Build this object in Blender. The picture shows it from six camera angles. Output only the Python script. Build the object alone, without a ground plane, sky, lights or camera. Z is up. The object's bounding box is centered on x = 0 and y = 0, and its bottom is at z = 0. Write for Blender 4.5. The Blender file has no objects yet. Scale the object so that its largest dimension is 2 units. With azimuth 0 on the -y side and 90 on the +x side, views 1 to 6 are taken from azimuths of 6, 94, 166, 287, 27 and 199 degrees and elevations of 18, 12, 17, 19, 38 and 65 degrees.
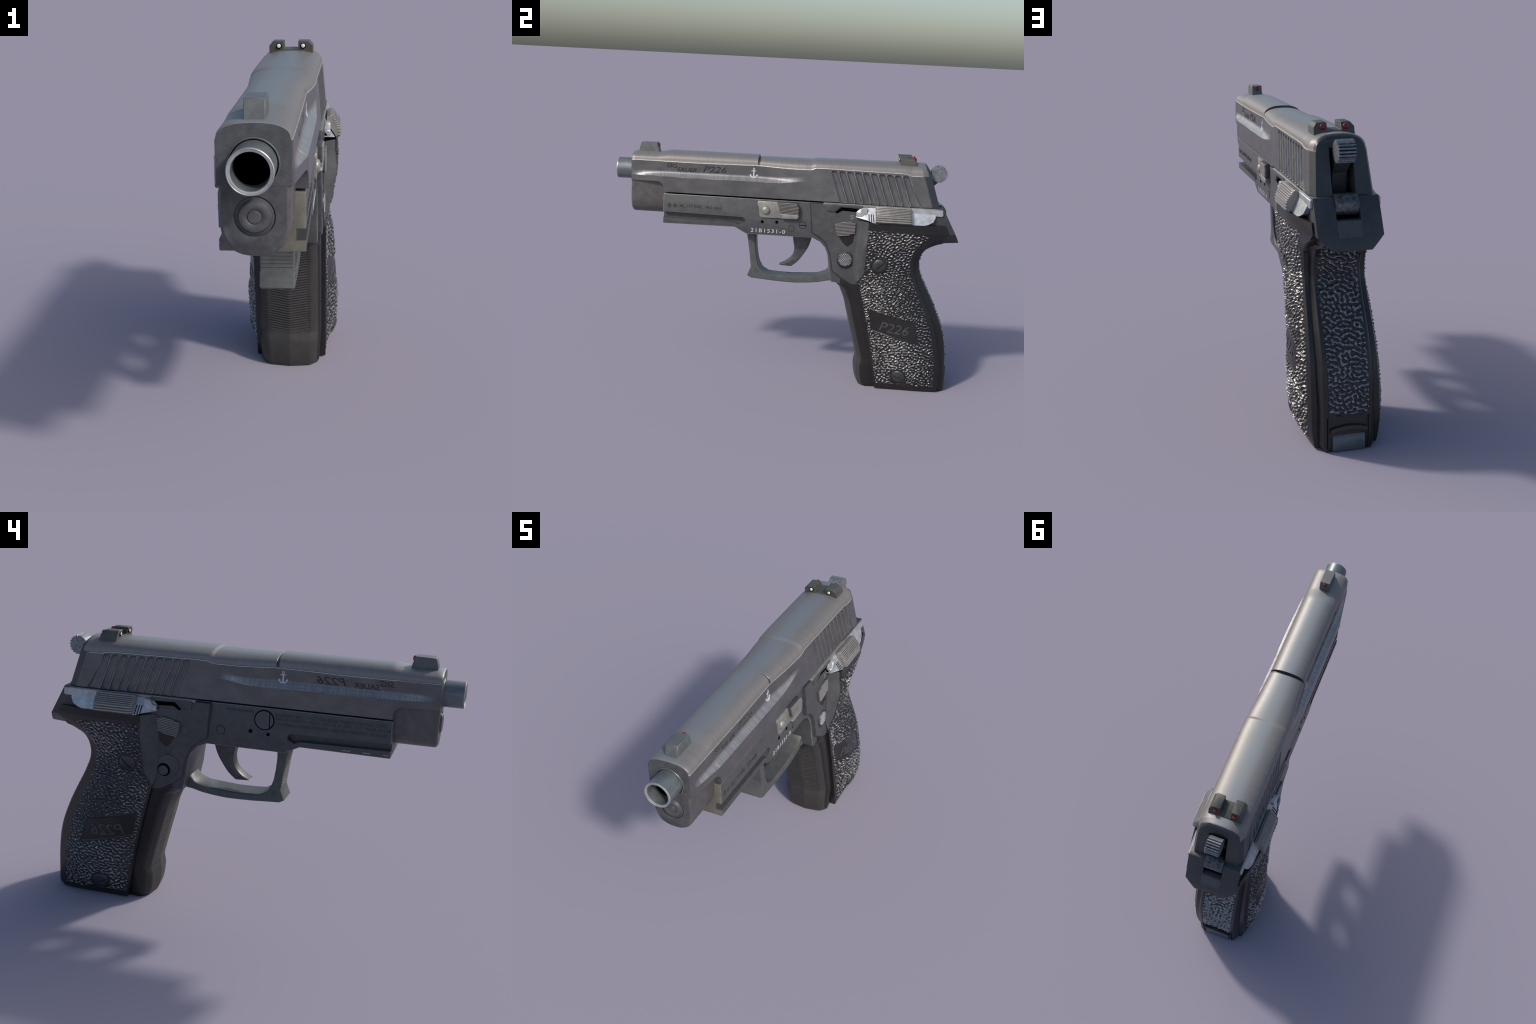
import bpy, bmesh, math, random
import numpy as np
from mathutils import Vector, Matrix

random.seed(7)
RNG = np.random.default_rng(7)

# ------------------------------------------------------------------ materials
def new_mat(name):
    m = bpy.data.materials.new(name)
    m.use_nodes = True
    nt = m.node_tree
    b = nt.nodes["Principled BSDF"]
    return m, nt, b

def node(nt, kind, **kw):
    n = nt.nodes.new(kind)
    for k, v in kw.items():
        setattr(n, k, v)
    return n

def ramp(nt, fac, stops):
    r = node(nt, "ShaderNodeValToRGB")
    els = r.color_ramp.elements
    while len(els) < len(stops):
        els.new(0.5)
    for e, (p, c) in zip(els, stops):
        e.position = p
        e.color = (c[0], c[1], c[2], 1) if hasattr(c, "__len__") else (c, c, c, 1)
    nt.links.new(fac, r.inputs[0])
    return r.outputs[0]

def metal(name, col, var=0.15, metallic=0.3, rough=0.45, scale=(30, 30, 30), bump=0.05,
          bump_scale=400.0, spec=0.5, scratches=0.0, scratch_col=(0.55, 0.55, 0.55), rough_var=0.08,
          dots=0.0):
    """mottled, finely grained metal / plastic in object coordinates"""
    m, nt, b = new_mat(name)
    L = nt.links
    tc = node(nt, "ShaderNodeTexCoord")
    mp = node(nt, "ShaderNodeMapping")
    mp.inputs["Scale"].default_value = scale
    L.new(tc.outputs["Object"], mp.inputs[0])
    n1 = node(nt, "ShaderNodeTexNoise")
    n1.inputs["Scale"].default_value = 1.0
    n1.inputs["Detail"].default_value = 6
    n1.inputs["Roughness"].default_value = 0.65
    L.new(mp.outputs[0], n1.inputs["Vector"])
    lo = [c * (1 - var) for c in col]
    hi = [min(1, c * (1 + var)) for c in col]
    out = ramp(nt, n1.outputs["Fac"], [(0.3, lo), (0.7, hi)])
    if scratches > 0:
        mp2 = node(nt, "ShaderNodeMapping")
        mp2.inputs["Rotation"].default_value = (0.5, 0.3, 0.2)
        mp2.inputs["Scale"].default_value = (14, 90, 22)
        L.new(tc.outputs["Object"], mp2.inputs[0])
        n2 = node(nt, "ShaderNodeTexNoise")
        n2.inputs["Scale"].default_value = 1.0
        n2.inputs["Detail"].default_value = 3
        L.new(mp2.outputs[0], n2.inputs["Vector"])
        f = ramp(nt, n2.outputs["Fac"], [(0.70, 0.0), (0.78, scratches)])
        mx = node(nt, "ShaderNodeMix", data_type='RGBA')
        L.new(f, mx.inputs["Factor"])
        L.new(out, mx.inputs["A"])
        mx.inputs["B"].default_value = (*scratch_col, 1)
        out = mx.outputs["Result"]
    L.new(out, b.inputs["Base Color"])
    b.inputs["Metallic"].default_value = metallic
    b.inputs["Specular IOR Level"].default_value = spec
    r = node(nt, "ShaderNodeMapRange")
    r.inputs["To Min"].default_value = rough - rough_var
    r.inputs["To Max"].default_value = rough + rough_var
    L.new(n1.outputs["Fac"], r.inputs["Value"])
    L.new(r.outputs[0], b.inputs["Roughness"])
    if bump > 0:
        n3 = node(nt, "ShaderNodeTexNoise")
        n3.inputs["Scale"].default_value = bump_scale
        n3.inputs["Detail"].default_value = 2
        L.new(tc.outputs["Object"], n3.inputs["Vector"])
        bp = node(nt, "ShaderNodeBump")
        bp.inputs["Strength"].default_value = bump
        bp.inputs["Distance"].default_value = 0.002
        L.new(n3.outputs["Fac"], bp.inputs["Height"])
        L.new(bp.outputs[0], b.inputs["Normal"])
    return m

def plain(name, col, rough=0.5, metallic=0.0, spec=0.5):
    m, nt, b = new_mat(name)
    b.inputs["Base Color"].default_value = (*col, 1)
    b.inputs["Roughness"].default_value = rough
    b.inputs["Metallic"].default_value = metallic
    b.inputs["Specular IOR Level"].default_value = spec
    return m

M = {}
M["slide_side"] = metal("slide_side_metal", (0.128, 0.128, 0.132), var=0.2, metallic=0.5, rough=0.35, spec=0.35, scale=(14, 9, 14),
                        bump=0.18, bump_scale=170, scratches=0.10)
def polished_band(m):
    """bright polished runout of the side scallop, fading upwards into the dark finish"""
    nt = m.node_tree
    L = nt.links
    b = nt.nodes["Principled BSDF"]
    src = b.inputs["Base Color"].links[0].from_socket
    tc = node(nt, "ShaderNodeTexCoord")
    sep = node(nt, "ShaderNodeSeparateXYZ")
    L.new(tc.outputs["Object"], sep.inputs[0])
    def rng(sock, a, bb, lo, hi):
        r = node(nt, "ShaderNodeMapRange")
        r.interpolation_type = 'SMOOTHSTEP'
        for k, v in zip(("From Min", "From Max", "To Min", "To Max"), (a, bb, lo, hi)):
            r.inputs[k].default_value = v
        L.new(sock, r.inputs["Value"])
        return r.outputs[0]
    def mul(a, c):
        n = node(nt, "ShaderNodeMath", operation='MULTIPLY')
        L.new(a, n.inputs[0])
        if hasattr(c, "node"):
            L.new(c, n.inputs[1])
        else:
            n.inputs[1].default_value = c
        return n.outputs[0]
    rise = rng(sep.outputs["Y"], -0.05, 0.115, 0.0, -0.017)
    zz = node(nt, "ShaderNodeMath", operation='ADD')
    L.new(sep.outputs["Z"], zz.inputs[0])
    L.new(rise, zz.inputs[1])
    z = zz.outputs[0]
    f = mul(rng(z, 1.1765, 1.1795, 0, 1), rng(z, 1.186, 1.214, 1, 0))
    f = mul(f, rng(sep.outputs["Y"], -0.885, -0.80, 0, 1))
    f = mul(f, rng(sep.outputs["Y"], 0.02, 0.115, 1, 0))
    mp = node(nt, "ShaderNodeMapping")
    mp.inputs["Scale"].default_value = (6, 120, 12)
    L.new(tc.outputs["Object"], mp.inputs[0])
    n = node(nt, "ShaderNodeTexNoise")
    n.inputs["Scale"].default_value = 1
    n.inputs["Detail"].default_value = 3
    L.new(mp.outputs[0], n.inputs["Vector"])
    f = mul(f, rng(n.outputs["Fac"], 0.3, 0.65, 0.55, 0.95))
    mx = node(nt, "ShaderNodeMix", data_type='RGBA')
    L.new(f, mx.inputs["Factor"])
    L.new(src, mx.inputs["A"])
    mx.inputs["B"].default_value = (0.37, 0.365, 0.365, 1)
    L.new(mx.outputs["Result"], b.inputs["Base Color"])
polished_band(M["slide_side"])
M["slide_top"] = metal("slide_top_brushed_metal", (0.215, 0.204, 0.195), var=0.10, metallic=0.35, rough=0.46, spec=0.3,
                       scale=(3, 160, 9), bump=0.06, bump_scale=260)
def tint_sky_sheen(m):
    """tints the crown bluish with a baked sky reflection, flanks left warm"""
    nt = m.node_tree
    L = nt.links
    b = nt.nodes["Principled BSDF"]
    src = b.inputs["Base Color"].links[0].from_socket
    tc = node(nt, "ShaderNodeTexCoord")
    sep = node(nt, "ShaderNodeSeparateXYZ")
    L.new(tc.outputs["Object"], sep.inputs[0])
    ab = node(nt, "ShaderNodeMath", operation='ABSOLUTE')
    L.new(sep.outputs["X"], ab.inputs[0])
    n = node(nt, "ShaderNodeTexNoise")
    n.inputs["Scale"].default_value = 5
    n.inputs["Detail"].default_value = 4
    L.new(tc.outputs["Object"], n.inputs["Vector"])
    ad = node(nt, "ShaderNodeMath", operation='MULTIPLY_ADD')
    L.new(n.outputs["Fac"], ad.inputs[0])
    ad.inputs[1].default_value = 0.05
    L.new(ab.outputs[0], ad.inputs[2])
    r = node(nt, "ShaderNodeMapRange")
    r.interpolation_type = 'SMOOTHSTEP'
    for k, v in zip(("From Min", "From Max", "To Min", "To Max"), (0.045, 0.095, 0.85, 0.0)):
        r.inputs[k].default_value = v
    L.new(ad.outputs[0], r.inputs["Value"])
    mx = node(nt, "ShaderNodeMix", data_type='RGBA')
    L.new(r.outputs[0], mx.inputs["Factor"])
    L.new(src, mx.inputs["A"])
    mx.inputs["B"].default_value = (0.225, 0.248, 0.265, 1)
    L.new(mx.outputs["Result"], b.inputs["Base Color"])
tint_sky_sheen(M["slide_top"])
M["slide_front"] = metal("slide_front_metal", (0.080, 0.084, 0.090), var=0.25, metallic=0.1, rough=0.45, bump=0.35, bump_scale=130, spec=0.25)
M["housing"] = metal("housing_metal", (0.10, 0.095, 0.095), var=0.2, metallic=0.3, rough=0.42, bump=0.08, bump_scale=200, scratches=0.12)
M["frame"] = metal("frame_metal", (0.076, 0.079, 0.083), var=0.15, metallic=0.15, rough=0.4, bump=0.12, bump_scale=190, scratches=0.06, spec=0.3)
M["guard"] = metal("guard_metal", (0.092, 0.098, 0.10), var=0.15, metallic=0.15, rough=0.45, bump=0.15, bump_scale=190, spec=0.25)
M["strap"] = metal("strap_metal", (0.046, 0.0445, 0.0435), var=0.15, metallic=0.1, rough=0.42, bump=0.05, spec=0.25)
M["grip"] = metal("grip_rubber", (0.010, 0.0098, 0.0095), var=0.2, metallic=0.0, rough=0.30, bump=0.0, spec=0.6, rough_var=0.04)
M["pebble"] = metal("pebble_tops_painted_highlight", (0.31, 0.31, 0.303), var=0.3, metallic=0.6, rough=0.32, bump=0.0, scale=(90, 90, 90))
M["pebble_dim"] = metal("backstrap_pebbles_painted_highlight", (0.27, 0.278, 0.285), var=0.35, metallic=0.65, rough=0.30, bump=0.0, scale=(90, 90, 90))
M["painted_glint"] = metal("painted_ledge_highlight", (0.50, 0.495, 0.49), var=0.3, metallic=0.5, rough=0.38, bump=0.0, scale=(40, 60, 40))
M["grip_smooth"] = metal("grip_border_rubber", (0.014, 0.0135, 0.013), var=0.15, metallic=0.0, rough=0.33, bump=0.05, spec=0.4)
M["tang"] = metal("tang_metal", (0.042, 0.046, 0.05), var=0.2, metallic=0.15, rough=0.42, bump=0.2, bump_scale=130)
M["tang_cover"] = metal("tang_cover_metal", (0.07, 0.078, 0.084), var=0.15, metallic=0.15, rough=0.42, bump=0.15, bump_scale=130)
M["edge"] = metal("edge_lightened_for_gloss", (0.17, 0.172, 0.172), var=0.35, metallic=0.3, rough=0.38, bump=0.0, scale=(25, 40, 25))
M["barrel"] = metal("barrel_metal", (0.15, 0.172, 0.182), var=0.22, metallic=0.4, rough=0.4, scale=(20, 12, 40), bump=0.03)
M["lip"] = metal("muzzle_lip_metal", (0.33, 0.34, 0.345), var=0.2, metallic=0.4, rough=0.4, bump=0.03)
M["nose"] = metal("frame_nose_metal", (0.135, 0.130, 0.112), var=0.2, metallic=0.1, rough=0.45, bump=0.25, bump_scale=150, spec=0.3)
M["silver"] = metal("silver_lever_metal", (0.42, 0.44, 0.46), var=0.25, metallic=0.45, rough=0.4, bump=0.05)
M["knob"] = metal("knob_metal", (0.30, 0.285, 0.27), var=0.15, metallic=0.4, rough=0.36, bump=0.0)
M["takedown"] = metal("takedown_metal", (0.26, 0.26, 0.24), var=0.2, metallic=0.35, rough=0.42, bump=0.08)
M["sight"] = metal("sight_metal", (0.075, 0.075, 0.066), var=0.2, metallic=0.1, rough=0.5, bump=0.3, bump_scale=200)
M["front_sight"] = metal("front_sight_metal", (0.12, 0.128, 0.13), var=0.2, metallic=0.2, rough=0.45, bump=0.1)
M["hammer"] = metal("hammer_steel", (0.20, 0.22, 0.24), var=0.45, metallic=0.5, rough=0.38, scale=(70, 70, 70), bump=0.1)
M["hammer_base"] = metal("hammer_base_steel", (0.10, 0.105, 0.11), var=0.7, metallic=0.5, rough=0.28, scale=(60, 60, 60), bump=0.05)
M["trigger"] = metal("trigger_steel", (0.075, 0.077, 0.08), var=0.35, metallic=0.25, rough=0.42, scale=(60, 60, 60), bump=0.1)
M["black"] = plain("black_recess", (0.002, 0.002, 0.002), 0.8, 0, 0.0)
M["screw"] = metal("screw_steel", (0.05, 0.052, 0.055), var=0.2, metallic=0.3, rough=0.35, bump=0.05)
M["white"] = plain("white_paint", (0.52, 0.53, 0.54), 0.5)
M["red"] = plain("red_sight_dot", (0.22, 0.004, 0.008), 0.25, 0, 0.6)
M["pearl"] = plain("white_sight_dot", (0.62, 0.68, 0.66), 0.25, 0, 0.6)
M["letters"] = metal("stamped_letter_metal", (0.045, 0.045, 0.047), var=0.3, metallic=0.35, rough=0.38, bump=0)
M["frame_letters"] = metal("stamped_frame_metal", (0.045, 0.046, 0.049), var=0.3, metallic=0.2, rough=0.4, bump=0)
M["logo_letters"] = metal("grip_letter_rubber", (0.045, 0.045, 0.045), var=0.2, metallic=0, rough=0.3, bump=0, spec=0.8)
M["latch"] = metal("magazine_metal", (0.12, 0.14, 0.155), var=0.2, metallic=0.3, rough=0.42, bump=0.1)
M["shim"] = metal("recess_plate", (0.078, 0.080, 0.088), var=0.05, metallic=0.1, rough=0.5, bump=0)

# ------------------------------------------------------------------ mesh tools
ROOT = bpy.data.objects.new("semi_automatic_pistol", None)
ROOT["label"] = "dark grey metal pistol with black pebbled grip standing upright"
ROOT["category"] = "pistol"
bpy.context.scene.collection.objects.link(ROOT)

def link(ob, parent=None):
    bpy.context.scene.collection.objects.link(ob)
    ob.parent = parent or ROOT
    return ob

def mesh_obj(name, verts, faces, mats, parent=None, angle=35, mat_idx=None, clean=True):
    me = bpy.data.meshes.new(name)
    me.from_pydata([tuple(map(float, v)) for v in verts], [], faces)
    if not isinstance(mats, (list, tuple)):
        mats = [mats]
    for m in mats:
        me.materials.append(M[m])
    if mat_idx is not None:
        me.polygons.foreach_set("material_index", list(mat_idx))
    if clean:
        bm = bmesh.new()
        bm.from_mesh(me)
        bmesh.ops.remove_doubles(bm, verts=bm.verts, dist=1e-6)
        bmesh.ops.recalc_face_normals(bm, faces=bm.faces)
        bm.to_mesh(me)
        bm.free()
    me.update()
    smooth(me, angle)
    ob = bpy.data.objects.new(name, me)
    return link(ob, parent)

def smooth(me, angle):
    me.polygons.foreach_set("use_smooth", [True] * len(me.polygons))
    me.set_sharp_from_angle(angle=math.radians(angle))
    me.update()

def apply_mods(ob, angle=35):
    bpy.context.view_layer.update()
    dg = bpy.context.evaluated_depsgraph_get()
    me = bpy.data.meshes.new_from_object(ob.evaluated_get(dg))
    ob.modifiers.clear()
    old = ob.data
    ob.data = me
    me.name = old.name
    bpy.data.meshes.remove(old)
    smooth(me, angle)
    return ob

def bevel(ob, width, seg=2, angle=30, edge_mat=None):
    md = ob.modifiers.new("bevel", 'BEVEL')
    md.width = width
    md.segments = seg
    md.limit_method = 'ANGLE'
    md.angle_limit = math.radians(angle)
    md.harden_normals = False
    if edge_mat:
        ob.data.materials.append(M[edge_mat])
        md.material = len(ob.data.materials) - 1
    return apply_mods(ob)

def boolean(ob, cutters, op='DIFFERENCE', angle=35):
    for c in cutters:
        md = ob.modifiers.new("cut", 'BOOLEAN')
        md.object = c
        md.operation = op
        md.solver = 'EXACT'
    apply_mods(ob, angle)
    for c in cutters:
        me = c.data
        bpy.data.objects.remove(c)
        bpy.data.meshes.remove(me)
    return ob

def prism(name, poly, x0, x1, mat, bev=0.0, seg=2, parent=None, shrink=None):
    """polygon in the (y, z) side plane, extruded across x"""
    n = len(poly)
    v = [(x0, y, z) for y, z in poly] + [(x1, y, z) for y, z in poly]
    f = [list(range(n)), list(range(n, 2 * n))]
    f += [[i, (i + 1) % n, n + (i + 1) % n, n + i] for i in range(n)]
    ob = mesh_obj(name, v, f, mat, parent)
    if bev:
        bevel(ob, bev, seg)
    return ob

def box(name, x0, x1, y0, y1, z0, z1, mat, bev=0.0, parent=None):
    return prism(name, [(y0, z0), (y1, z0), (y1, z1), (y0, z1)], x0, x1, mat, bev, parent=parent)

def revolve(name, profile, origin, axis, mat, n=48, parent=None, angle=35, caps=True):
    """profile of (radius, height) turned about an axis ('x','-x','y','-y')"""
    v, f = [], []
    for r, hgt in profile:
        for k in range(n):
            a = 2 * math.pi * k / n
            p, q = r * math.cos(a), r * math.sin(a)
            s = -1 if axis[0] == '-' else 1
            if axis[-1] == 'x':
                v.append((origin[0] + s * hgt, origin[1] + p, origin[2] + q))
            else:
                v.append((origin[0] + p, origin[1] + s * hgt, origin[2] + q))
    for i in range(len(profile) - 1):
        for k in range(n):
            a, b = i * n + k, i * n + (k + 1) % n
            f.append([a, b, b + n, a + n])
    if caps and profile[0][0] > 1e-5:
        f.append(list(range(n)))
    if caps and profile[-1][0] > 1e-5:
        f.append(list(range((len(profile) - 1) * n, len(profile) * n)))
    return mesh_obj(name, v, f, mat, parent, angle)

def join(name, obs, parent=None):
    """merge meshes of several pieces into the first"""
    bm = bmesh.new()
    mats = []
    for o in obs:
        tmp = o.data.copy()
        remap = []
        for m in o.data.materials:
            if m not in mats:
                mats.append(m)
            remap.append(mats.index(m))
        tmp.transform(o.matrix_basis)
        for p in tmp.polygons:
            p.material_index = remap[p.material_index] if remap else 0
        bm.from_mesh(tmp)
        bpy.data.meshes.remove(tmp)
    me = bpy.data.meshes.new(name)
    bm.to_mesh(me)
    bm.free()
    for m in mats:
        me.materials.append(m)
    for o in obs:
        old = o.data
        bpy.data.objects.remove(o)
        if old.users == 0:
            bpy.data.meshes.remove(old)
    ob = bpy.data.objects.new(name, me)
    return link(ob, parent)

def mirror_x(ob, name=None):
    me = ob.data.copy()
    me.transform(Matrix.Scale(-1, 4, (1, 0, 0)))
    me.flip_normals()
    o = bpy.data.objects.new(name or ob.name, me)
    return link(o, ob.parent)

def interp(x, pts):
    xs = [p[0] for p in pts]
    ys = [p[1] for p in pts]
    return np.interp(x, xs, ys)

def smoothed(pts, k=4):
    """Catmull-Rom samples through control points, as sorted interpolation table"""
    out = []
    P = [pts[0]] + list(pts) + [pts[-1]]
    for i in range(1, len(P) - 2):
        for j in range(k):
            t = j / k
            p0, p1, p2, p3 = (np.array(P[i + d], float) for d in (-1, 0, 1, 2))
            out.append(tuple(0.5 * ((2 * p1) + (-p0 + p2) * t + (2 * p0 - 5 * p1 + 4 * p2 - p3) * t * t
                                    + (-p0 + 3 * p1 - 3 * p2 + p3) * t ** 3)))
    out.append(tuple(map(float, pts[-1])))
    return out

def sstep(a, b, x):
    t = np.clip((x - a) / (b - a), 0, 1)
    return t * t * (3 - 2 * t)

# pebble field: band-limited noise, slightly stretched along y
def pebble_field(n=640, step=0.0025, wl=0.0155, stretch=1.4, tilt=0.30, seed=3, align=0.45):
    r = np.random.default_rng(seed)
    w = np.fft.fft2(r.standard_normal((n, n)))
    fy = np.fft.fftfreq(n, step)[:, None]
    fz = np.fft.fftfreq(n, step)[None, :]
    a = fy * math.cos(tilt) + fz * math.sin(tilt)
    b = -fy * math.sin(tilt) + fz * math.cos(tilt)
    k = np.sqrt((a * stretch) ** 2 + b ** 2)
    k0 = 1 / wl
    g = np.exp(-((k - k0) / (0.34 * k0)) ** 2)
    g = g * (0.06 + (b * b / np.maximum(a * a + b * b, 1e-9)) ** align)
    h = np.real(np.fft.ifft2(w * g))
    h /= h.std()
    h = np.log1p(np.exp(2.2 * (h + 0.1))) / 2.2 - 0.75
    h = np.where(h > 0.9, 0.9 + (h - 0.9) * 0.5, h)
    def sample(y, z):
        u = (np.asarray(y) / step) % n
        v = (np.asarray(z) / step) % n
        i, j = np.floor(u).astype(int), np.floor(v).astype(int)
        a, b = u - i, v - j
        i1, j1 = (i + 1) % n, (j + 1) % n
        i, j = i % n, j % n
        return h[i, j] * (1 - a) * (1 - b) + h[i1, j] * a * (1 - b) + h[i, j1] * (1 - a) * b + h[i1, j1] * a * b
    return sample

PEB = pebble_field()
PEB_BACK = pebble_field(seed=11, wl=0.0195, stretch=1.2, tilt=0.45, align=0.3)

def grid_faces(nu, nv, wrap_v=False):
    f = []
    for i in range(nu - 1):
        for j in range(nv if wrap_v else nv - 1):
            a, b = i * nv + j, i * nv + (j + 1) % nv
            f.append([a, b, b + nv, a + nv])
    return f

# ------------------------------------------------------------------ slide
Z_BOT = 1.087
def slide_top_z(y):
    return interp(y, [(-0.92, 1.305), (-0.75, 1.307), (-0.685, 1.319), (-0.172, 1.321), (-0.168, 1.306), (-0.160, 1.306),
                      (-0.156, 1.3125), (0.136, 1.3125), (0.152, 1.319), (0.82, 1.327)])
def slide_ledge_z(y):
    return interp(y, [(-0.9, 1.262), (-0.5, 1.262), (-0.165, 1.268), (0.0, 1.262), (0.136, 1.264), (0.16, 1.274),
                      (0.23, 1.276), (0.66, 1.272), (0.70, 1.262), (0.82, 1.262)])
def slide_bottom_z(y):
    return interp(y, [(-0.9, 1.143), (-0.735, 1.146), (-0.715, 1.132), (-0.707, 1.115), (-0.705, Z_BOT), (0.9, Z_BOT)])
def slide_lower_x(y):
    return interp(y, [(-0.9, 0.100), (-0.707, 0.1295), (0.11, 0.1315), (0.3, 0.134), (0.88, 0.140)])
def slide_upper_x(y):
    return interp(y, [(-0.9, 0.099), (-0.17, 0.099), (-0.10, 0.104), (0.10, 0.119), (0.24, 0.122), (0.7, 0.124), (0.8, 0.126)])

SERR_N, SERR_Y, SERR_P, SERR_W = 10, 0.261, 0.0446, 0.019
def slide_side_x(y, z):
    xl, xu, zl = slide_lower_x(y), slide_upper_x(y), slide_ledge_z(y)
    t = np.clip((z - Z_BOT) / (zl - Z_BOT), 0, 1)
    flat = xl + (xu - xl) * t
    low = interp(y, [(-0.9, 1.176), (-0.05, 1.180), (0.06, 1.19), (0.12, 1.198)])
    tt = np.clip((z - low) / 0.030, 0, 1)
    scal = xu + (xl - xu) * (1 - tt) ** 2.2
    w = sstep(0.125, -0.12, y)
    x = flat * (1 - w) + np.minimum(scal, xl) * w
    # grasping grooves, slanted, rounded at their upper end
    yc0 = y - (1.272 - z) * 0.362
    k = np.clip(np.round((yc0 - SERR_Y) / SERR_P), 0, SERR_N - 1)
    d = yc0 - SERR_Y - k * SERR_P
    ztop = 1.266 - 0.0009 * k
    over = np.maximum(0, (z - (ztop - 0.016)) / 0.016)
    rr = (d / SERR_W) ** 2 + over ** 2 * (z > ztop - 0.016)
    x = x - 0.0095 * np.sqrt(np.clip(1 - rr, 0, 1)) * (z > Z_BOT)
    return x

def on_land(y, z):
    """thin raised ribs left standing between the grooves"""
    yc0 = y - (1.272 - z) * 0.362 - SERR_Y
    if yc0 < -SERR_P * 0.5 or yc0 > SERR_P * (SERR_N - 0.5) or z > 1.262 or z < 1.092:
        return False
    d = yc0 - round(yc0 / SERR_P) * SERR_P
    return abs(d) > SERR_W - 0.0006

def slide_rear_y(x, z):
    """slanted, side-chamfered rear face"""
    yc = 0.797 + (1.33 - z) * 0.334
    ys = 0.763 + (1.265 - z) * 0.36
    return yc - 0.006 * sstep(0.085, 0.14, np.abs(x)) - 0.006 * sstep(1.29, 1.33, z)

def build_slide():
    y0 = -0.903
    ys = np.concatenate([[y0, y0 + 0.003, y0 + 0.007], np.linspace(-0.88, -0.74, 12), np.linspace(-0.735, -0.695, 24),
                         np.linspace(-0.68, -0.18, 60), np.linspace(-0.176, -0.150, 14), np.linspace(-0.14, 0.12, 40),
                         np.linspace(0.128, 0.165, 14), np.linspace(0.17, 0.790, 330), np.linspace(0.794, 0.81, 8)])
    nz = 76
    na = 26
    verts = []
    sl = (np.arange(nz) / (nz - 1))
    for i, y in enumerate(ys):
        front = 0.0035 * max(0, 1 - (y - y0) / 0.007)
        zb, zl, zt = slide_bottom_z(y), slide_ledge_z(y), slide_top_z(y) - front
        zs = zb + (zl - zb) * sl
        xs = slide_side_x(np.full(nz, y), zs) - front
        xs[0] -= 0.004
        xs[-1] -= 0.0012
        th = np.linspace(0, math.pi / 2, na)[1:]
        xw = xs[-2] - 0.003
        e = 2 / 2.45
        ax = xw * np.cos(th) ** e
        az = zl + 0.0005 + (zt - zl) * np.sin(th) ** e
        half = np.concatenate([np.stack([xs, zs], 1), np.stack([ax, az], 1)])
        half[-1, 0] = 0
        left = half[:-1][::-1] * [-1, 1]
        ring = np.concatenate([half, left])
        for x, z in ring:
            yy = y
            if y > 0.70:          # run out into the slanted rear face
                f = (y - 0.70) / 0.11
                yr = slide_rear_y(x, z)
                yy = 0.70 + f * (yr - 0.70)
                tp = min(1.0, max(0.0, 1 - (yr - yy) / 0.045))
                x = x - math.copysign(0.020 * tp * min(1.0, abs(x) / 0.12), x)
                z = z - 0.010 * max(0.0, 1 - (yr - yy) / 0.02) ** 2 * float(sstep(1.28, 1.32, z))
            verts.append((x, yy, z))
    nr = len(ring)
    faces = grid_faces(len(ys), nr, wrap_v=True)
    idx = []
    for i in range(len(ys) - 1):
        for j in range(nr):
            top = nz - 1 <= j < nz - 1 + 2 * (na - 1)
            ym = sum(verts[k][1] - (1.33 - verts[k][2]) * 0.33 for k in (i * nr + j, (i + 1) * nr + j)) / 2
            if j in (nz - 2, nr - nz + 1 - 0) and ym < 0.74:
                idx.append(4)
                continue
            q = verts[i * nr + j]
            if not top and on_land(q[1], q[2]):
                idx.append(5)
                continue
            if top and -0.1735 < ys[i] < -0.158:
                idx.append(3)
                continue
            idx.append(3 if ym > 0.752 and (not top or ym > 0.776) else (1 if top else 0))
    base = (len(ys) - 1) * nr
    # front cap (flat polygon) and rear cap in strips
    faces.append(list(range(nr)))
    idx.append(2)
    h = (nr - 1) // 2
    for j in range(h):
        a, b = base + j, base + j + 1
        c, d = base + (nr - 1 - j) % nr, base + (nr - 1 - (j + 1)) % nr
        if b == d:
            faces.append([a, b, c])
        else:
            faces.append([a, b, d, c])
        idx.append(3)
    ob = mesh_obj("slide", verts, faces, ["slide_side", "slide_top", "slide_front", "tang", "painted_glint", "edge"], mat_idx=idx, angle=28)
    hole = revolve("cut", [(0.0665, -0.05), (0.0665, 0.03)], (0, -0.9, 1.200), 'y', "black", 64)
    slot = prism("cut", [(0.70, 1.275), (0.70, 1.05), (1.0, 1.05), (1.0, 1.275)], -0.05, 0.05, "black")
    boolean(ob, [hole, slot], angle=28)
    return ob

slide = build_slide()

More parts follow.
